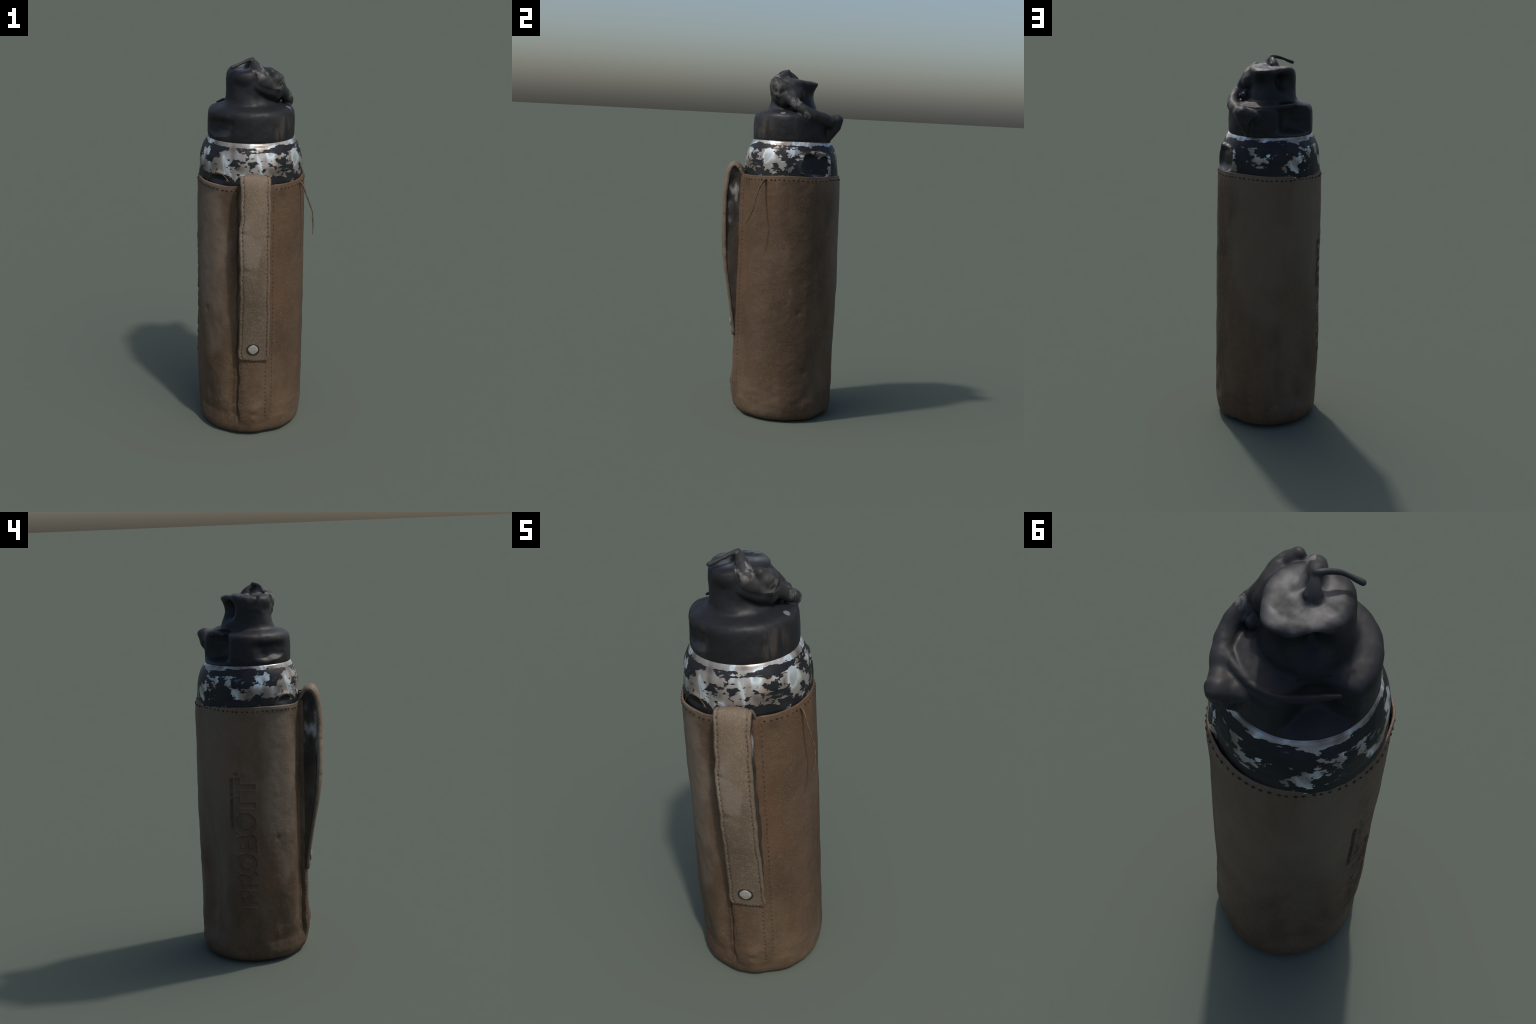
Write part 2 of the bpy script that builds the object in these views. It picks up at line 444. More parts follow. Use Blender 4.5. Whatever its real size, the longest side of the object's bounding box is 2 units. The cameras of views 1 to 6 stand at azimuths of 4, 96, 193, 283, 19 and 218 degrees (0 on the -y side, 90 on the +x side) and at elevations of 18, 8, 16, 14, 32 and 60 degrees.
# underside and rounded foot, from the middle outwards
cx0, cy0, rx0, ry0 = (v for v in table(BODY, 0.05))
base = wall[0]
lift = 0.006 * np.array([mnoise.noise(Vector((math.sin(math.radians(a)) * 1.6, math.cos(math.radians(a)) * 1.6, 3.3))) for a in az]) + 0.004
for f, h in ((0.02, 0.0), (0.45, 0.0), (0.78, 0.0), (0.86, 0.0015), (0.905, 0.005), (0.935, 0.011), (0.96, 0.018), (0.979, 0.028), (0.992, 0.041)):
    ring = base.copy()
    ring[:, 0] = cx0 + (base[:, 0] - cx0) * f
    ring[:, 1] = cy0 + (base[:, 1] - cy0) * f
    ring[:, 2] = h + np.where(f > 0.8, np.clip(lift, 0, 1) * sstep(0.8, 0.9, f) * sstep(1.02, 0.93, f), 0)
    rings.append(ring)
body_rings = rings + [wall[i] for i in range(N_Z)]
# rolled rim and inside of the leather
top = wall[-1]
ctr = np.array([-0.02, 0.038, 0])
for inset, dz in ((0.0015, 0.0025), (0.004, 0.004), (0.007, 0.003), (0.0085, 0.0), (0.009, -0.05)):
    r = top.copy()
    d = top - ctr
    d[:, 2] = 0
    d /= np.linalg.norm(d, axis=1)[:, None]
    r -= d * inset
    r[:, 2] += dz
    body_rings.append(r)
V = np.concatenate(body_rings)
F = grid_faces(len(body_rings), N_A)
centre = len(V)
V = np.vstack([V, [cx0, cy0, 0.0]])
F += [(centre, (j + 1) % N_A, j) for j in range(N_A)]
sleeve = mesh_object("leather_sleeve", V, F, MAT_SLEEVE, root)


# ------------------------------------------------------------------ stitches
def stitch_row(name, centres, dirs, outs, length, width, parent, mat=None):
    """short sunken stitches joined into one part"""
    verts, faces = [], []
    for c, d, o in zip(centres, dirs, outs):
        d = Vector(d).normalized(); o = Vector(o).normalized(); s = d.cross(o)
        L = length * random.uniform(0.75, 1.2); W = width * random.uniform(0.8, 1.2)
        base = len(verts)
        c = Vector(c)
        n1, n2 = 5, 8
        for i in range(n1):
            u = -1 + 2 * i / (n1 - 1)
            r = math.sqrt(max(0.05, 1 - u * u))
            for k in range(n2):
                an = TAU * k / n2
                verts.append(c + d * (u * L / 2) + (s * math.cos(an) * W / 2 + o * math.sin(an) * W * 0.35) * r)
        for i in range(n1 - 1):
            for k in range(n2):
                k2 = (k + 1) % n2
                faces.append((base + i * n2 + k, base + i * n2 + k2, base + (i + 1) * n2 + k2, base + (i + 1) * n2 + k))
        faces.append([base + k for k in range(n2)][::-1])
        faces.append([base + (n1 - 1) * n2 + k for k in range(n2)])
    ob = mesh_object(name, verts, faces, mat or MAT_STITCH, parent)
    ob["kind"] = "stuff"
    return ob


def sleeve_frame(a, z):
    a, z = np.atleast_1d(np.asarray(a, float)), np.atleast_1d(np.asarray(z, float))
    p = sleeve_point(a, z)
    o = np.stack([np.sin(np.radians(a)), -np.cos(np.radians(a)), np.zeros_like(a)], -1)
    tang = np.stack([np.cos(np.radians(a)), np.sin(np.radians(a)), np.zeros_like(a)], -1)
    return p, o, tang


sa = np.array([a for a in np.arange(31, 350, 5.2)])
sa = sa + rng.uniform(-0.8, 0.8, len(sa))
p, o, tg = sleeve_frame(sa, rim_height(sa) - 0.0185 + rng.uniform(-0.001, 0.001, len(sa)))
stitch_row("rim_stitching", p + o * 0.0006, tg, o, 0.0125, 0.0085, sleeve)
for z0, z1, a0, nm, gap in ((0.135, 1.36, 28.4, "seam_stitching", 0.024), (0.12, 0.445, 20.6, "seam_stitching", 0.024), (0.12, 0.44, -4.2, "seam_stitching", 0.022)):
    zz = np.arange(z0, z1, gap) + rng.uniform(-0.0015, 0.0015, len(np.arange(z0, z1, gap)))
    aa = np.full(len(zz), a0) + rng.uniform(-0.2, 0.2, len(zz))
    p, o, tg = sleeve_frame(aa, zz)
    stitch_row(nm, p + o * 0.0004, np.tile([0, 0, 1.0], (len(zz), 1)), o, 0.0080, 0.0060, sleeve, MAT_FAINT if a0 < 0 else None)

# the fine line of small capitals beside the large word, laid on the curve of the leather
cu = bpy.data.curves.new("small_capitals", "FONT")
cu.body = "PROFESSIONAL BOTTLES"
cu.size = 0.0235
cu.extrude = 0.0016
cu.offset = 0.0006
cu.space_character = 1.12
cu.resolution_u = 3
tx = bpy.data.objects.new("small_capitals", cu)
bpy.context.scene.collection.objects.link(tx)
tm = bpy.data.meshes.new_from_object(tx.evaluated_get(bpy.context.evaluated_depsgraph_get()))
bpy.data.objects.remove(tx)
tc = np.empty(len(tm.vertices) * 3); tm.vertices.foreach_get("co", tc); tc = tc.reshape(-1, 3)
w0, w1 = tc[:, 0].min(), tc[:, 0].max()
tz = 0.770 + (tc[:, 0] - w0) / (w1 - w0) * 0.262
tq = 0.1145 + tc[:, 1] * 0.95
ta = 286.4 - np.degrees(tq / 0.29)
tc = sleeve_point(ta, tz, extra=tc[:, 2] - 0.0002)
tm.vertices.foreach_set("co", tc.ravel()); tm.update()
tm.materials.append(MAT_PRESSED)
tx = bpy.data.objects.new("small_lettering", tm)
bpy.context.scene.collection.objects.link(tx)
tx.parent = sleeve

# ------------------------------------------------------------- carrying strap
# outer face: left edge (y, z) and right edge (y, z) from the sleeve mouth over the loop and down to the rivet
STRAP = [(-0.205, 1.370, -0.190, 1.370), (-0.236, 1.415, -0.222, 1.410), (-0.254, 1.440, -0.240, 1.436), (-0.278, 1.453, -0.264, 1.452),
         (-0.304, 1.448, -0.288, 1.447), (-0.324, 1.414, -0.306, 1.412), (-0.334, 1.360, -0.315, 1.355), (-0.340, 1.280, -0.322, 1.280), (-0.340, 1.180, -0.322, 1.180),
         (-0.334, 1.020, -0.317, 1.030), (-0.317, 0.845, -0.302, 0.850), (-0.294, 0.695, -0.277, 0.700), (-0.275, 0.580, -0.257, 0.580),
         (-0.265, 0.490, -0.242, 0.485), (-0.262, 0.462, -0.239, 0.452)]
SN = 260
sp = catmull(STRAP, SN)
zl = sp[:, 1]
left_x = np.interp(-zl, [-1.48, -1.40, -1.22, -1.20, -1.0, -0.8, -0.66, -0.5], [-0.056, -0.046, -0.045, -0.052, -0.047, -0.049, -0.052, -0.058])
right_x = np.interp(-zl, [-1.48, -1.3, -0.9, -0.5], [0.098, 0.102, 0.104, 0.102])
# outside the loop turn the width stays that of the front
left_x[:40] = -0.054
right_x[:40] = 0.097
arc = np.concatenate([[0], np.cumsum(np.linalg.norm(np.diff(sp[:, :2], axis=0), axis=1))])
wob = lambda s, k: np.array([mnoise.noise(Vector((q * 26, k, 0.4))) for q in s])
left_x = left_x + 0.0035 * wob(arc, 1.0)
right_x = right_x + 0.0035 * wob(arc, 2.0)
TH = 0.017
bow = (0.004 + 0.010 * sstep(0.65, 1.0, sp[:, 1])) * sstep(0.03, 0.14, arc)
prof_u = np.concatenate([[0.0, 0.012, 0.04, 0.07, 0.085, 0.1, 0.115, 0.13, 0.145], np.linspace(0.18, 0.82, 13), [0.855, 0.87, 0.885, 0.9, 0.915, 0.93, 0.96, 0.988, 1.0]])


def strap_rings(inset_l=0.0, inset_r=0.0):
    out = []
    for i in range(SN):
        Lp = np.array([left_x[i] + inset_l, sp[i, 0], sp[i, 1]])
        Rp = np.array([right_x[i] - inset_r, sp[i, 2], sp[i, 3]])
        i0, i1 = max(i - 1, 0), min(i + 1, SN - 1)
        tl = np.array([0, sp[i1, 0] - sp[i0, 0], sp[i1, 1] - sp[i0, 1]])
        nrm = np.cross(Rp - Lp, tl)
        nrm /= np.linalg.norm(nrm)
        out.append((Lp, Rp, nrm))
    return out


fr = strap_rings()
flip = fr[150][2][1] > 0
verts, cols = [], 2 * len(prof_u)
for i, (Lp, Rp, nrm) in enumerate(fr):
    if flip:
        nrm = -nrm
    for side in (0, 1):
        us = prof_u if side == 0 else prof_u[::-1]
        for u in us:
            e = min(u, 1 - u) * np.linalg.norm(Rp - Lp)
            rnd = 0.0048 * (1 - np.clip(e / 0.006, 0, 1)) ** 2
            base = Lp + (Rp - Lp) * u
            if side == 0:
                h = -rnd + bow[i] * (1 - (2 * u - 1) ** 2)
                h -= 0.0042 * math.exp(-((e - 0.0155) / 0.0035) ** 2)          # stitch groove
                h += 0.002 * math.exp(-((e - 0.008) / 0.005) ** 2)             # rolled hem
                s = arc[i]
                h += 0.0016 * mnoise.noise(Vector((u * 3, s * 11, 5))) + 0.0009 * mnoise.noise(Vector((u * 9, s * 30, 7)))
                for s0, u0, w0, dep in ((0.42, 0.16, 0.012, 0.004), (0.62, 0.2, 0.012, 0.004), (0.44, 0.93, 0.008, 0.004)):
                    h -= dep * math.exp(-(((s - s0) / w0) ** 2 + ((u - u0) * 0.15 / 0.02) ** 2))
            else:
                h = -TH + rnd + 0.006 * (1 - (2 * u - 1) ** 2)
            # the end of the strap has rounded corners
            tail = arc[-1] - arc[i]
            if tail < 0.02:
                cut = 0.02 - math.sqrt(max(0.0, 0.02 ** 2 - (0.02 - tail) ** 2))
                base = base + (Rp - Lp) * (0.5 - u) * 2 * cut / np.linalg.norm(Rp - Lp)
            # puckers along the sewn edge
            h += 0.0016 * math.exp(-(e / 0.012) ** 2) * mnoise.noise(Vector((arc[i] * 55, u, side)))
            verts.append(base + nrm * h)
faces = grid_faces(SN, cols)
faces.append(list(range(cols))[::-1])
faces.append(list(range((SN - 1) * cols, SN * cols)))
strap = mesh_object("carrying_strap", verts, faces, MAT_STRAP, root)
for pl in strap.data.polygons[-2:]:
    pl.use_smooth = False

# stitches along both strap edges and across its end
for side in (0, 1):
    cs, ds, os_ = [], [], []
    s_next = 0.16
    for i, (Lp, Rp, nrm) in enumerate(fr):
        if arc[i] >= s_next and i < SN - 2:
            n_ = -nrm if flip else nrm
            w = np.linalg.norm(Rp - Lp)
            e = 0.0155 / w
            cs.append(Lp + (Rp - Lp) * (e if side == 0 else 1 - e) + n_ * (-0.0026 + bow[i] * (1 - (1 - 2 * e) ** 2)))
            ds.append(fr[i + 1][0] - Lp); os_.append(n_)
            s_next = arc[i] + random.uniform(0.018, 0.023)
    stitch_row("strap_stitching", cs, ds, os_, 0.0090, 0.0048, strap, MAT_FAINT)
Lp, Rp, nrm = fr[SN - 6]
n_ = -nrm if flip else nrm
cs = [Lp + (Rp - Lp) * u + n_ * (0.0012 + 0.004 * (1 - (1 - 2 * u) ** 2)) for u in np.linspace(0.14, 0.86, 8)]
stitch_row("strap_stitching", cs, [Rp - Lp] * 8, [n_] * 8, 0.012, 0.0045, strap, MAT_FAINT)

# lining that fills the loop between strap and sleeve
verts = []
web_rows = [i for i in range(44, SN - 8, 3)]
for i in web_rows:
    Lp, Rp, nrm = fr[i]
    n_ = -nrm if flip else nrm
    b0z = Rp[2]
    w = 0.0025 * mnoise.noise(Vector((0.3, arc[i] * 22, 2)))
    a_ = Lp - n_ * (TH - 0.003) + np.array([0.002 + w, 0, 0])
    b_ = Rp - n_ * (TH - 0.003) - np.array([0.004 + 0.008 * float(sstep(0.9, 1.1, b0z)) + w, 0, 0])
    c_ = np.array([b_[0] - 0.004, -0.205, b_[2] - 0.02])
    d_ = np.array([a_[0] + 0.004, -0.205, a_[2] - 0.02])
    for q0, q1 in ((a_, b_), (b_, c_), (c_, d_), (d_, a_)):
        for k in range(6):
            q = q0 + (q1 - q0) * k / 6
            q = q + np.array([0.003 * mnoise.noise(Vector(q * 28)), 0, 0])
            verts.append(q)
faces = grid_faces(len(web_rows), 24)
faces.append(list(range(24))); faces.append(list(range((len(web_rows) - 1) * 24, len(web_rows) * 24))[::-1])
lining = mesh_object("strap_lining", verts, faces, MAT_LINING, strap)

# rivet: pale cap in a dark sunken washer
Lp, Rp, nrm = fr[int(np.argmin(np.abs((sp[:, 1] + sp[:, 3]) / 2 - 0.523) + (np.arange(SN) < 100) * 9))]
n_ = Vector(-nrm if flip else nrm)
c = Vector(Lp + (Rp - Lp) * ((0.018 - Lp[0]) / (Rp[0] - Lp[0]))) + n_ * 0.0044
sx = Vector(Rp - Lp).normalized(); sy = n_.cross(sx)


def disc(profile, n=48, wob=0.0):
    vs = []
    for r, h in profile:
        for k in range(n):
            an = TAU * k / n
            rr = r * (1 + wob * math.cos(4 * an + 0.2))
            vs.append(c + sx * rr * math.cos(an) + sy * rr * math.sin(an) + n_ * h)
    fs = grid_faces(len(profile), n)
    fs.append(list(range((len(profile) - 1) * n, len(profile) * n)))
    return vs, fs


mesh_object("rivet_washer", *disc([(0.0345, -0.004), (0.0345, 0.0006), (0.033, 0.0016), (0.0285, 0.0016), (0.0275, 0.0008), (0.0274, -0.001)]), MAT_STITCH, strap)
mesh_object("rivet", *disc([(0.0258, -0.003), (0.0258, 0.0025), (0.0246, 0.0042), (0.021, 0.0052), (0.012, 0.0058), (0.003, 0.006)], wob=0.05), MAT_RIVET, strap)

# --------------------------------------------------------------- loose thread
path = [(0.216, -0.066, 1.372), (0.235, -0.076, 1.383), (0.255, -0.092, 1.368), (0.271, -0.108, 1.327), (0.282, -0.115, 1.302), (0.292, -0.120, 1.276),
        (0.305, -0.125, 1.242), (0.307, -0.133, 1.214), (0.311, -0.147, 1.177), (0.309, -0.168, 1.137)]
rad = np.interp(np.linspace(0, 1, 70), [0, 0.1, 0.3, 0.7, 0.8, 1.0], [0.009, 0.0075, 0.0042, 0.003, 0.0042, 0.002])
mesh_object("loose_thread", *tube(catmull(path, 70), rad), MAT_THREAD, sleeve)
path = [(-0.232, -0.142, 1.392), (-0.224, -0.152, 1.415), (-0.205, -0.165, 1.437), (-0.180, -0.180, 1.446), (-0.150, -0.195, 1.441), (-0.125, -0.206, 1.420), (-0.105, -0.212, 1.398)]
mesh_object("frayed_thread", *tube(catmull(path, 50), np.interp(np.linspace(0, 1, 50), [0, 0.3, 1], [0.0025, 0.0018, 0.003])), MAT_THREAD, sleeve)

# ----------------------------------------------------------------- steel neck
NECK = [(1.340, 0.264), (1.395, 0.2685), (1.41, 0.2680), (1.43, 0.2662), (1.46, 0.2650), (1.49, 0.2630), (1.51, 0.2600), (1.53, 0.2555), (1.55, 0.2488),
        (1.562, 0.2435), (1.572, 0.2385), (1.578, 0.2350), (1.583, 0.2325), (1.588, 0.2300), (1.593, 0.2270), (1.597, 0.2235), (1.600, 0.2150), (1.602, 0.200), (1.602, 0.02)]
NC = np.array([-0.024, 0.040])
NA = 420
prof = catmull(NECK[:-3], 110)
prof = np.vstack([prof, NECK[-3:]])
aa = np.arange(NA) * 360.0 / NA
verts = []
for z, r in prof:
    ar = np.radians(aa)
    P = np.stack([np.sin(ar) * 0.26, -np.cos(ar) * 0.26, np.full(NA, z)], -1)
    off = np.zeros(NA)
    if 1.35 < z < 1.59:
        fade = float(sstep(1.59, 1.55, z))
        off += fade * 0.006 * np.exp(-((adiff(aa, 225) / 35) ** 2)) + fade * (0.0030 * vnoise(P, 9, 11) + 0.0016 * vnoise(P, 24, 12))
        # pressed-in pocket on the right rear, with raised lips
        q = adiff(aa, 128) * 0.262 * math.pi / 180
        bx = ((np.abs(q) / 0.088) ** 3.5 + (abs(z - 1.475) / 0.062) ** 3.5) ** (1 / 3.5)
        off -= fade * (0.018 + 0.006 * float(sstep(1.48, 1.53, z))) * sstep(1.06, 0.55, bx)
        off += fade * 0.0075 * np.exp(-((bx - 1.08) / 0.13) ** 2)
        # smaller kink on the front left, near the leather
        q = adiff(aa, 326) * 0.262 * math.pi / 180
        off -= 0.010 * np.exp(-((q / 0.04) ** 2 + ((z - 1.415) / 0.022) ** 2))
        off += 0.005 * np.exp(-((q / 0.055) ** 2 + ((z - 1.447 + 6 * q * q) / 0.009) ** 2))
    verts.append(np.stack([NC[0] + (r + off) * np.sin(ar), NC[1] - (r + off) * np.cos(ar), np.full(NA, z)], -1))
verts = np.concatenate(verts)
F = grid_faces(len(prof), NA)
F.append(list(range((len(prof) - 1) * NA, len(prof) * NA)))
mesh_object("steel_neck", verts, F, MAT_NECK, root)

# ------------------------------------------------------------------------ lid
LC = np.array([-0.024, 0.037])
pieces = []


def add_piece(verts, faces):
    pieces.append(mesh_object("lid_piece", verts, faces, None))


def lathe(profile, centre, n=96):
    vs = []
    for z, r in profile:
        for k in range(n):
            a = TAU * k / n
            vs.append((centre[0] + r * math.sin(a), centre[1] - r * math.cos(a), z))
    fs = grid_faces(len(profile), n)
    fs.append(list(range(n))[::-1]); fs.append(list(range((len(profile) - 1) * n, len(profile) * n)))
    return vs, fs


add_piece(*lathe([(1.586, 0.205), (1.590, 0.2165), (1.596, 0.221), (1.606, 0.2235), (1.65, 0.2245), (1.700, 0.2235), (1.722, 0.2215), (1.736, 0.2175),
                  (1.747, 0.2095), (1.754, 0.1970), (1.759, 0.180), (1.764, 0.160), (1.770, 0.140), (1.776, 0.10)], LC))

# spout: height, centre x, centre y, half width x, half width y
SPOUT = [(1.740, -0.024, 0.030, 0.160, 0.160), (1.762, -0.026, 0.030, 0.144, 0.148), (1.780, -0.029, 0.031, 0.130, 0.137), (1.800, -0.031, 0.032, 0.124, 0.132),
         (1.820, -0.031, 0.030, 0.122, 0.1270), (1.840, -0.031, 0.028, 0.122, 0.1238), (1.860, -0.031, 0.027, 0.122, 0.1225), (1.880, -0.031, 0.027, 0.122, 0.1225),
         (1.900, -0.030, 0.029, 0.122, 0.1225), (1.915, -0.030, 0.031, 0.122, 0.1220), (1.930, -0.029, 0.034, 0.121, 0.1200), (1.940, -0.028, 0.035, 0.117, 0.116),
         (1.947, -0.027, 0.036, 0.107, 0.107), (1.951, -0.026, 0.036, 0.092, 0.092), (1.952, -0.026, 0.036, 0.05, 0.05)]
vs, n = [], 96
for z, cx, cy, rx, ry in SPOUT:
    for k in range(n):
        a = TAU * k / n
        x, y = cx + rx * math.sin(a), cy - ry * math.cos(a)
        # the back of the rim is pulled out to a lip; the rim dips to front
        lip = 0.012 * math.exp(-((z - 1.938) / 0.014) ** 2) * max(0, -math.cos(a)) ** 3
        y += lip
        # the rim is squared out towards front left and back right
        az_ = math.degrees(a)
        out = 0.015 * (math.exp(-(float(adiff(az_, 341)) / 20) ** 2) + math.exp(-(float(adiff(az_, 161)) / 18) ** 2)) * float(sstep(1.86, 1.92, z) * sstep(1.956, 1.938, z))
        x += out * math.sin(a)
        y -= out * math.cos(a)
        zz = z + (-0.010 * max(0, -math.cos(a)) - 0.012 * max(0, math.cos(a + 0.5)) ** 2 + 0.003 * math.sin(2 * a)) * float(sstep(1.86, 1.92, z))
        vs.append((x, y, zz))
fs = grid_faces(len(SPOUT), n)
fs.append(list(range(n))[::-1]); fs.append(list(range((len(SPOUT) - 1) * n, len(SPOUT) * n)))
add_piece(vs, fs)

# carry loop: a melted band from the top of the spout round its right side to the clip at the back
LOOP = [(-0.012, -0.010, 1.978, 0.016), (0.004, -0.036, 1.958, 0.023), (0.024, -0.066, 1.930, 0.029), (0.046, -0.066, 1.897, 0.033), (0.085, -0.035, 1.870, 0.034),
        (0.116, 0.005, 1.848, 0.034), (0.143, 0.048, 1.818, 0.030), (0.157, 0.090, 1.788, 0.028), (0.158, 0.130, 1.764, 0.030), (0.143, 0.175, 1.745, 0.032),
        (0.118, 0.215, 1.733, 0.033), (0.092, 0.250, 1.720, 0.032), (0.064, 0.290, 1.724, 0.040)]
HOOK = [(-0.018, -0.004, 1.988, 0.012), (-0.040, -0.032, 1.985, 0.0095), (-0.060, -0.053, 1.978, 0.0082), (-0.085, -0.067, 1.968, 0.0080), (-0.113, -0.079, 1.9565, 0.0085)]
STEM = [(-0.018, -0.004, 1.982, 0.015), (-0.028, 0.014, 1.970, 0.018), (-0.036, 0.028, 1.955, 0.024), (-0.040, 0.032, 1.935, 0.032)]
KNOT = [(-0.010, -0.010, 1.965, 0.020), (-0.005, -0.015, 1.945, 0.030)]
CLIP = [(0.062, 0.290, 1.714, 0.038), (0.056, 0.276, 1.680, 0.034), (0.050, 0.257, 1.645, 0.027), (0.044, 0.243, 1.618, 0.022)]
CLIP2 = [(0.085, 0.262, 1.722, 0.033), (0.045, 0.264, 1.716, 0.032), (0.012, 0.262, 1.714, 0.024), (-0.005, 0.258, 1.712, 0.015)]
MOUND = [(0.084, -0.062, 1.934, 0.022), (0.092, -0.052, 1.918, 0.032), (0.104, -0.042, 1.895, 0.040), (0.110, -0.010, 1.890, 0.038), (0.112, 0.025, 1.882, 0.030), (0.125, 0.055, 1.848, 0.028)]
WEB = [(0.040, -0.020, 1.905, 0.040), (0.070, 0.030, 1.890, 0.044), (0.085, 0.070, 1.862, 0.036), (0.090, 0.050, 1.815, 0.036), (0.105, 0.100, 1.790, 0.024)]
SKIRT = [(0.150, 0.150, 1.745, 0.022), (0.115, 0.195, 1.746, 0.020), (0.06, 0.222, 1.744, 0.017), (0.0, 0.232, 1.742, 0.013)]
SHELF = [(0.0, 0.234, 1.744, 0.012), (-0.05, 0.232, 1.746, 0.012), (-0.10, 0.212, 1.748, 0.013), (-0.14, 0.183, 1.752, 0.014), (-0.175, 0.150, 1.756, 0.012), (-0.208, 0.114, 1.752, 0.006)]
UNDER = [(0.015, -0.070, 1.865, 0.030), (0.065, -0.047, 1.842, 0.036), (0.098, -0.002, 1.818, 0.036)]
FILL = [(0.040, -0.062, 1.890, 0.040), (0.082, -0.036, 1.868, 0.042), (0.118, 0.015, 1.845, 0.038)]


def add_chain(chain, num, sides=16, rough_=0.10):
    c4 = catmull(chain, num)
    w = 1 + rough_ * np.array([mnoise.noise(Vector(q[:3]) * 40) for q in c4])
    add_piece(*tube(c4[:, :3], c4[:, 3] * w, sides))
    for q in (c4[0], c4[-1]):
        bm = bmesh.new()
        bmesh.ops.create_icosphere(bm, subdivisions=3, radius=float(q[3]) * 0.98)
        bmesh.ops.translate(bm, verts=bm.verts, vec=q[:3])
        me = bpy.data.meshes.new("lid_piece"); bm.to_mesh(me); bm.free()
        ob = bpy.data.objects.new("lid_piece", me)
        bpy.context.scene.collection.objects.link(ob)
        pieces.append(ob)


def fuse(parts, voxel, rounds):
    """melt overlapping closed pieces into one surface"""
    bm = bmesh.new()
    for ob in parts:
        bm.from_mesh(ob.data)
    me = bpy.data.meshes.new("lid_union")
    bm.to_mesh(me); bm.free()
    for ob in parts:
        bpy.data.objects.remove(ob)
    un = bpy.data.objects.new("lid_union", me)
    bpy.context.scene.collection.objects.link(un)
    mod = un.modifiers.new("remesh", "REMESH"); mod.mode = "VOXEL"; mod.voxel_size = voxel
    mod = un.modifiers.new("smooth", "SMOOTH"); mod.factor = 0.5; mod.iterations = rounds
    out = bpy.data.meshes.new_from_object(un.evaluated_get(bpy.context.evaluated_depsgraph_get()))
    bpy.data.objects.remove(un)
    return out


def coords(me):
    co = np.empty(len(me.vertices) * 3); me.vertices.foreach_get("co", co)
    nr = np.empty(len(me.vertices) * 3); me.vertices.foreach_get("normal", nr)
    return co.reshape(-1, 3), nr.reshape(-1, 3)


for chain, num in ((LOOP, 90), (STEM, 24), (KNOT, 10), (CLIP, 24), (CLIP2, 20), (MOUND, 24), (WEB, 30), (SKIRT, 30), (UNDER, 20), (FILL, 20)):
    add_chain(chain, num)
me = fuse(pieces, 0.0036, 24)
co, nr = coords(me)
rel = co[:, :2] - LC
a_ = np.degrees(np.arctan2(rel[:, 0], -rel[:, 1])) % 360
rr = np.hypot(rel[:, 0], rel[:, 1])
z_ = co[:, 2]
outer = sstep(0.13, 0.18, rr)
push = np.zeros(len(co))
arcm = 0.223 * math.pi / 180
# melted hollows in the side of the lid: azimuth, height, half width, half height, depth, roundness
for da, dz, sw, sh, dep, pw in ((230, 1.688, 0.093, 0.087, 0.097, 3.6), (315, 1.668, 0.080, 0.035, 0.027, 3.6), (300, 1.690, 0.040, 0.022, 0.006, 2.4),
                            (309, 1.635, 0.028, 0.022, 0.007, 2.4), (335, 1.690, 0.030, 0.020, 0.005, 2.4)):
    q = adiff(a_, da) * arcm
    zlim = (1.80 if dep > 0.05 else 1.76)
    push += dep * np.exp(-(np.abs(q / sw) ** pw + np.abs((z_ - dz) / sh) ** pw)) * outer * (z_ < zlim)
q = adiff(a_, 262) * arcm
push -= 0.004 * np.exp(-(q / 0.018) ** 2) * sstep(1.60, 1.64, z_) * sstep(1.76, 1.72, z_) * outer
q = adiff(a_, 325) * arcm
push -= 0.006 * np.exp(-((q / 0.05) ** 2 + ((z_ - 1.622 - 0.25 * q) / 0.010) ** 2)) * outer
push = push * sstep(1.600, 1.632, z_)
co[:, 0] -= rel[:, 0] / np.maximum(rr, 1e-6) * push
co[:, 1] -= rel[:, 1] / np.maximum(rr, 1e-6) * push
# hollows of the spout: place, size, depth
dirs = co[:, :2] - np.array([-0.03, 0.03])
dirs /= np.maximum(np.linalg.norm(dirs, axis=1), 1e-6)[:, None]
for px, py, pz, sz, dep in ((-0.114, 0.118, 1.872, 0.049, 0.070), (0.00, 0.15, 1.855, 0.05, 0.005), (-0.06, -0.09, 1.87, 0.04, 0.006), (0.03, -0.095, 1.805, 0.03, 0.006)):
    g = np.exp(-((((co - (px, py, pz)) ** 2).sum(1)) / sz ** 2) ** 1.3)
    co[:, :2] -= dirs * (dep * g)[:, None]
# dished spout top
g = np.exp(-((co[:, 0] + 0.045) ** 2 + (co[:, 1] - 0.065) ** 2) / 0.05 ** 2) * (z_ > 1.92) * (nr[:, 2] > 0.5)
co[:, 2] -= 0.009 * g
me.vertices.foreach_set("co", co.ravel()); me.update()
ob = bpy.data.objects.new("lid_piece", me)
bpy.context.scene.collection.objects.link(ob)
pieces = [ob]
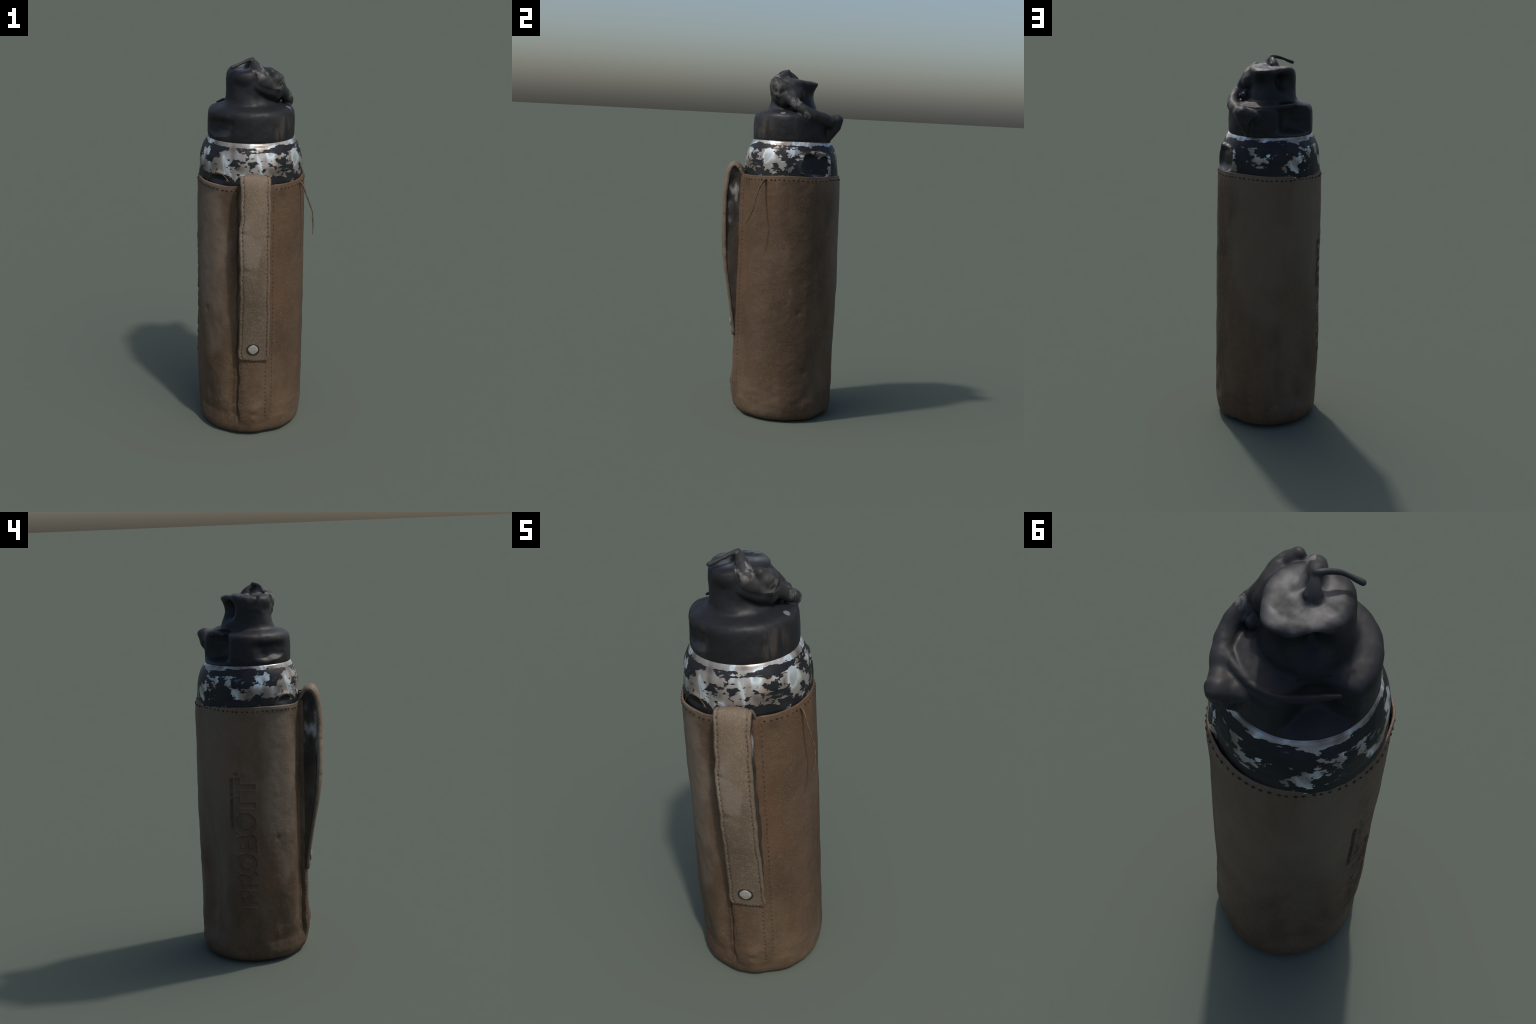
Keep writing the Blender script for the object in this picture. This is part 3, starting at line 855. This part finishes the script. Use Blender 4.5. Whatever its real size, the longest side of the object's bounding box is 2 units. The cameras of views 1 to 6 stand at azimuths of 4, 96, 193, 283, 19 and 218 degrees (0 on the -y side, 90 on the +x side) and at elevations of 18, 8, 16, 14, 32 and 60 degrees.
# thin melted strands go on after the body has been smoothed
add_chain(HOOK, 40, 12, 0.05)
add_chain(SHELF, 50, 14, 0.12)
me = fuse(pieces, 0.0034, 4)
co, nr = coords(me)
lump = 0.0020 * vnoise(co, 16, 21) + 0.0010 * vnoise(co, 42, 22) + 0.0014 * vnoise(co, 30, 23) * (co[:, 2] > 1.77)
knob = np.exp(-((co - (0.06, 0.30, 1.71)) ** 2).sum(1) / 0.06 ** 2)
lump += knob * (0.0045 * vnoise(co, 38, 24) - 0.010 * np.exp(-((co - (0.045, 0.318, 1.70)) ** 2).sum(1) / 0.018 ** 2))
co += nr * (lump * sstep(1.60, 1.63, co[:, 2]))[:, None]
co[:, 2] -= sstep(1.95, 1.995, co[:, 2]) * (co[:, 2].max() - 2.0)
me.vertices.foreach_set("co", co.ravel()); me.update()

# split the lid by region without a seam
fc = np.empty(len(me.polygons) * 3); me.polygons.foreach_get("center", fc); fc = fc.reshape(-1, 3)


def chain_dist(chain, extra):
    c4 = catmull(chain, 60)
    d = np.full(len(fc), 9.0)
    for q in c4:
        d = np.minimum(d, np.linalg.norm(fc - q[:3], axis=1) - q[3] - extra)
    return d


loop_d = np.minimum.reduce([chain_dist(ch, 0.006) for ch in (LOOP, HOOK, STEM[:3], CLIP, CLIP2, MOUND)])
region = np.where(loop_d < 0, 2, np.where(fc[:, 2] > 1.772, 1, 0))
vn = np.empty(len(me.vertices) * 3); me.vertices.foreach_get("normal", vn); vn = vn.reshape(-1, 3)
vco = np.empty(len(me.vertices) * 3); me.vertices.foreach_get("co", vco); vco = vco.reshape(-1, 3)
polys = [tuple(pq.vertices) for pq in me.polygons]
lid_parent = None
for k, nm, mt in ((0, "lid", MAT_LID), (1, "spout", MAT_SPOUT), (2, "carry_loop", MAT_LOOP)):
    sel = [polys[i] for i in np.nonzero(region == k)[0]]
    used = sorted({v for f in sel for v in f})
    idx = {v: i for i, v in enumerate(used)}
    ob = mesh_object(nm, vco[used], [[idx[v] for v in f] for f in sel], mt, root)
    ob.data.normals_split_custom_set_from_vertices([tuple(x) for x in vn[used]])
    if k == 0:
        lid_parent = ob
    else:
        ob.parent = lid_parent
bpy.data.meshes.remove(me)
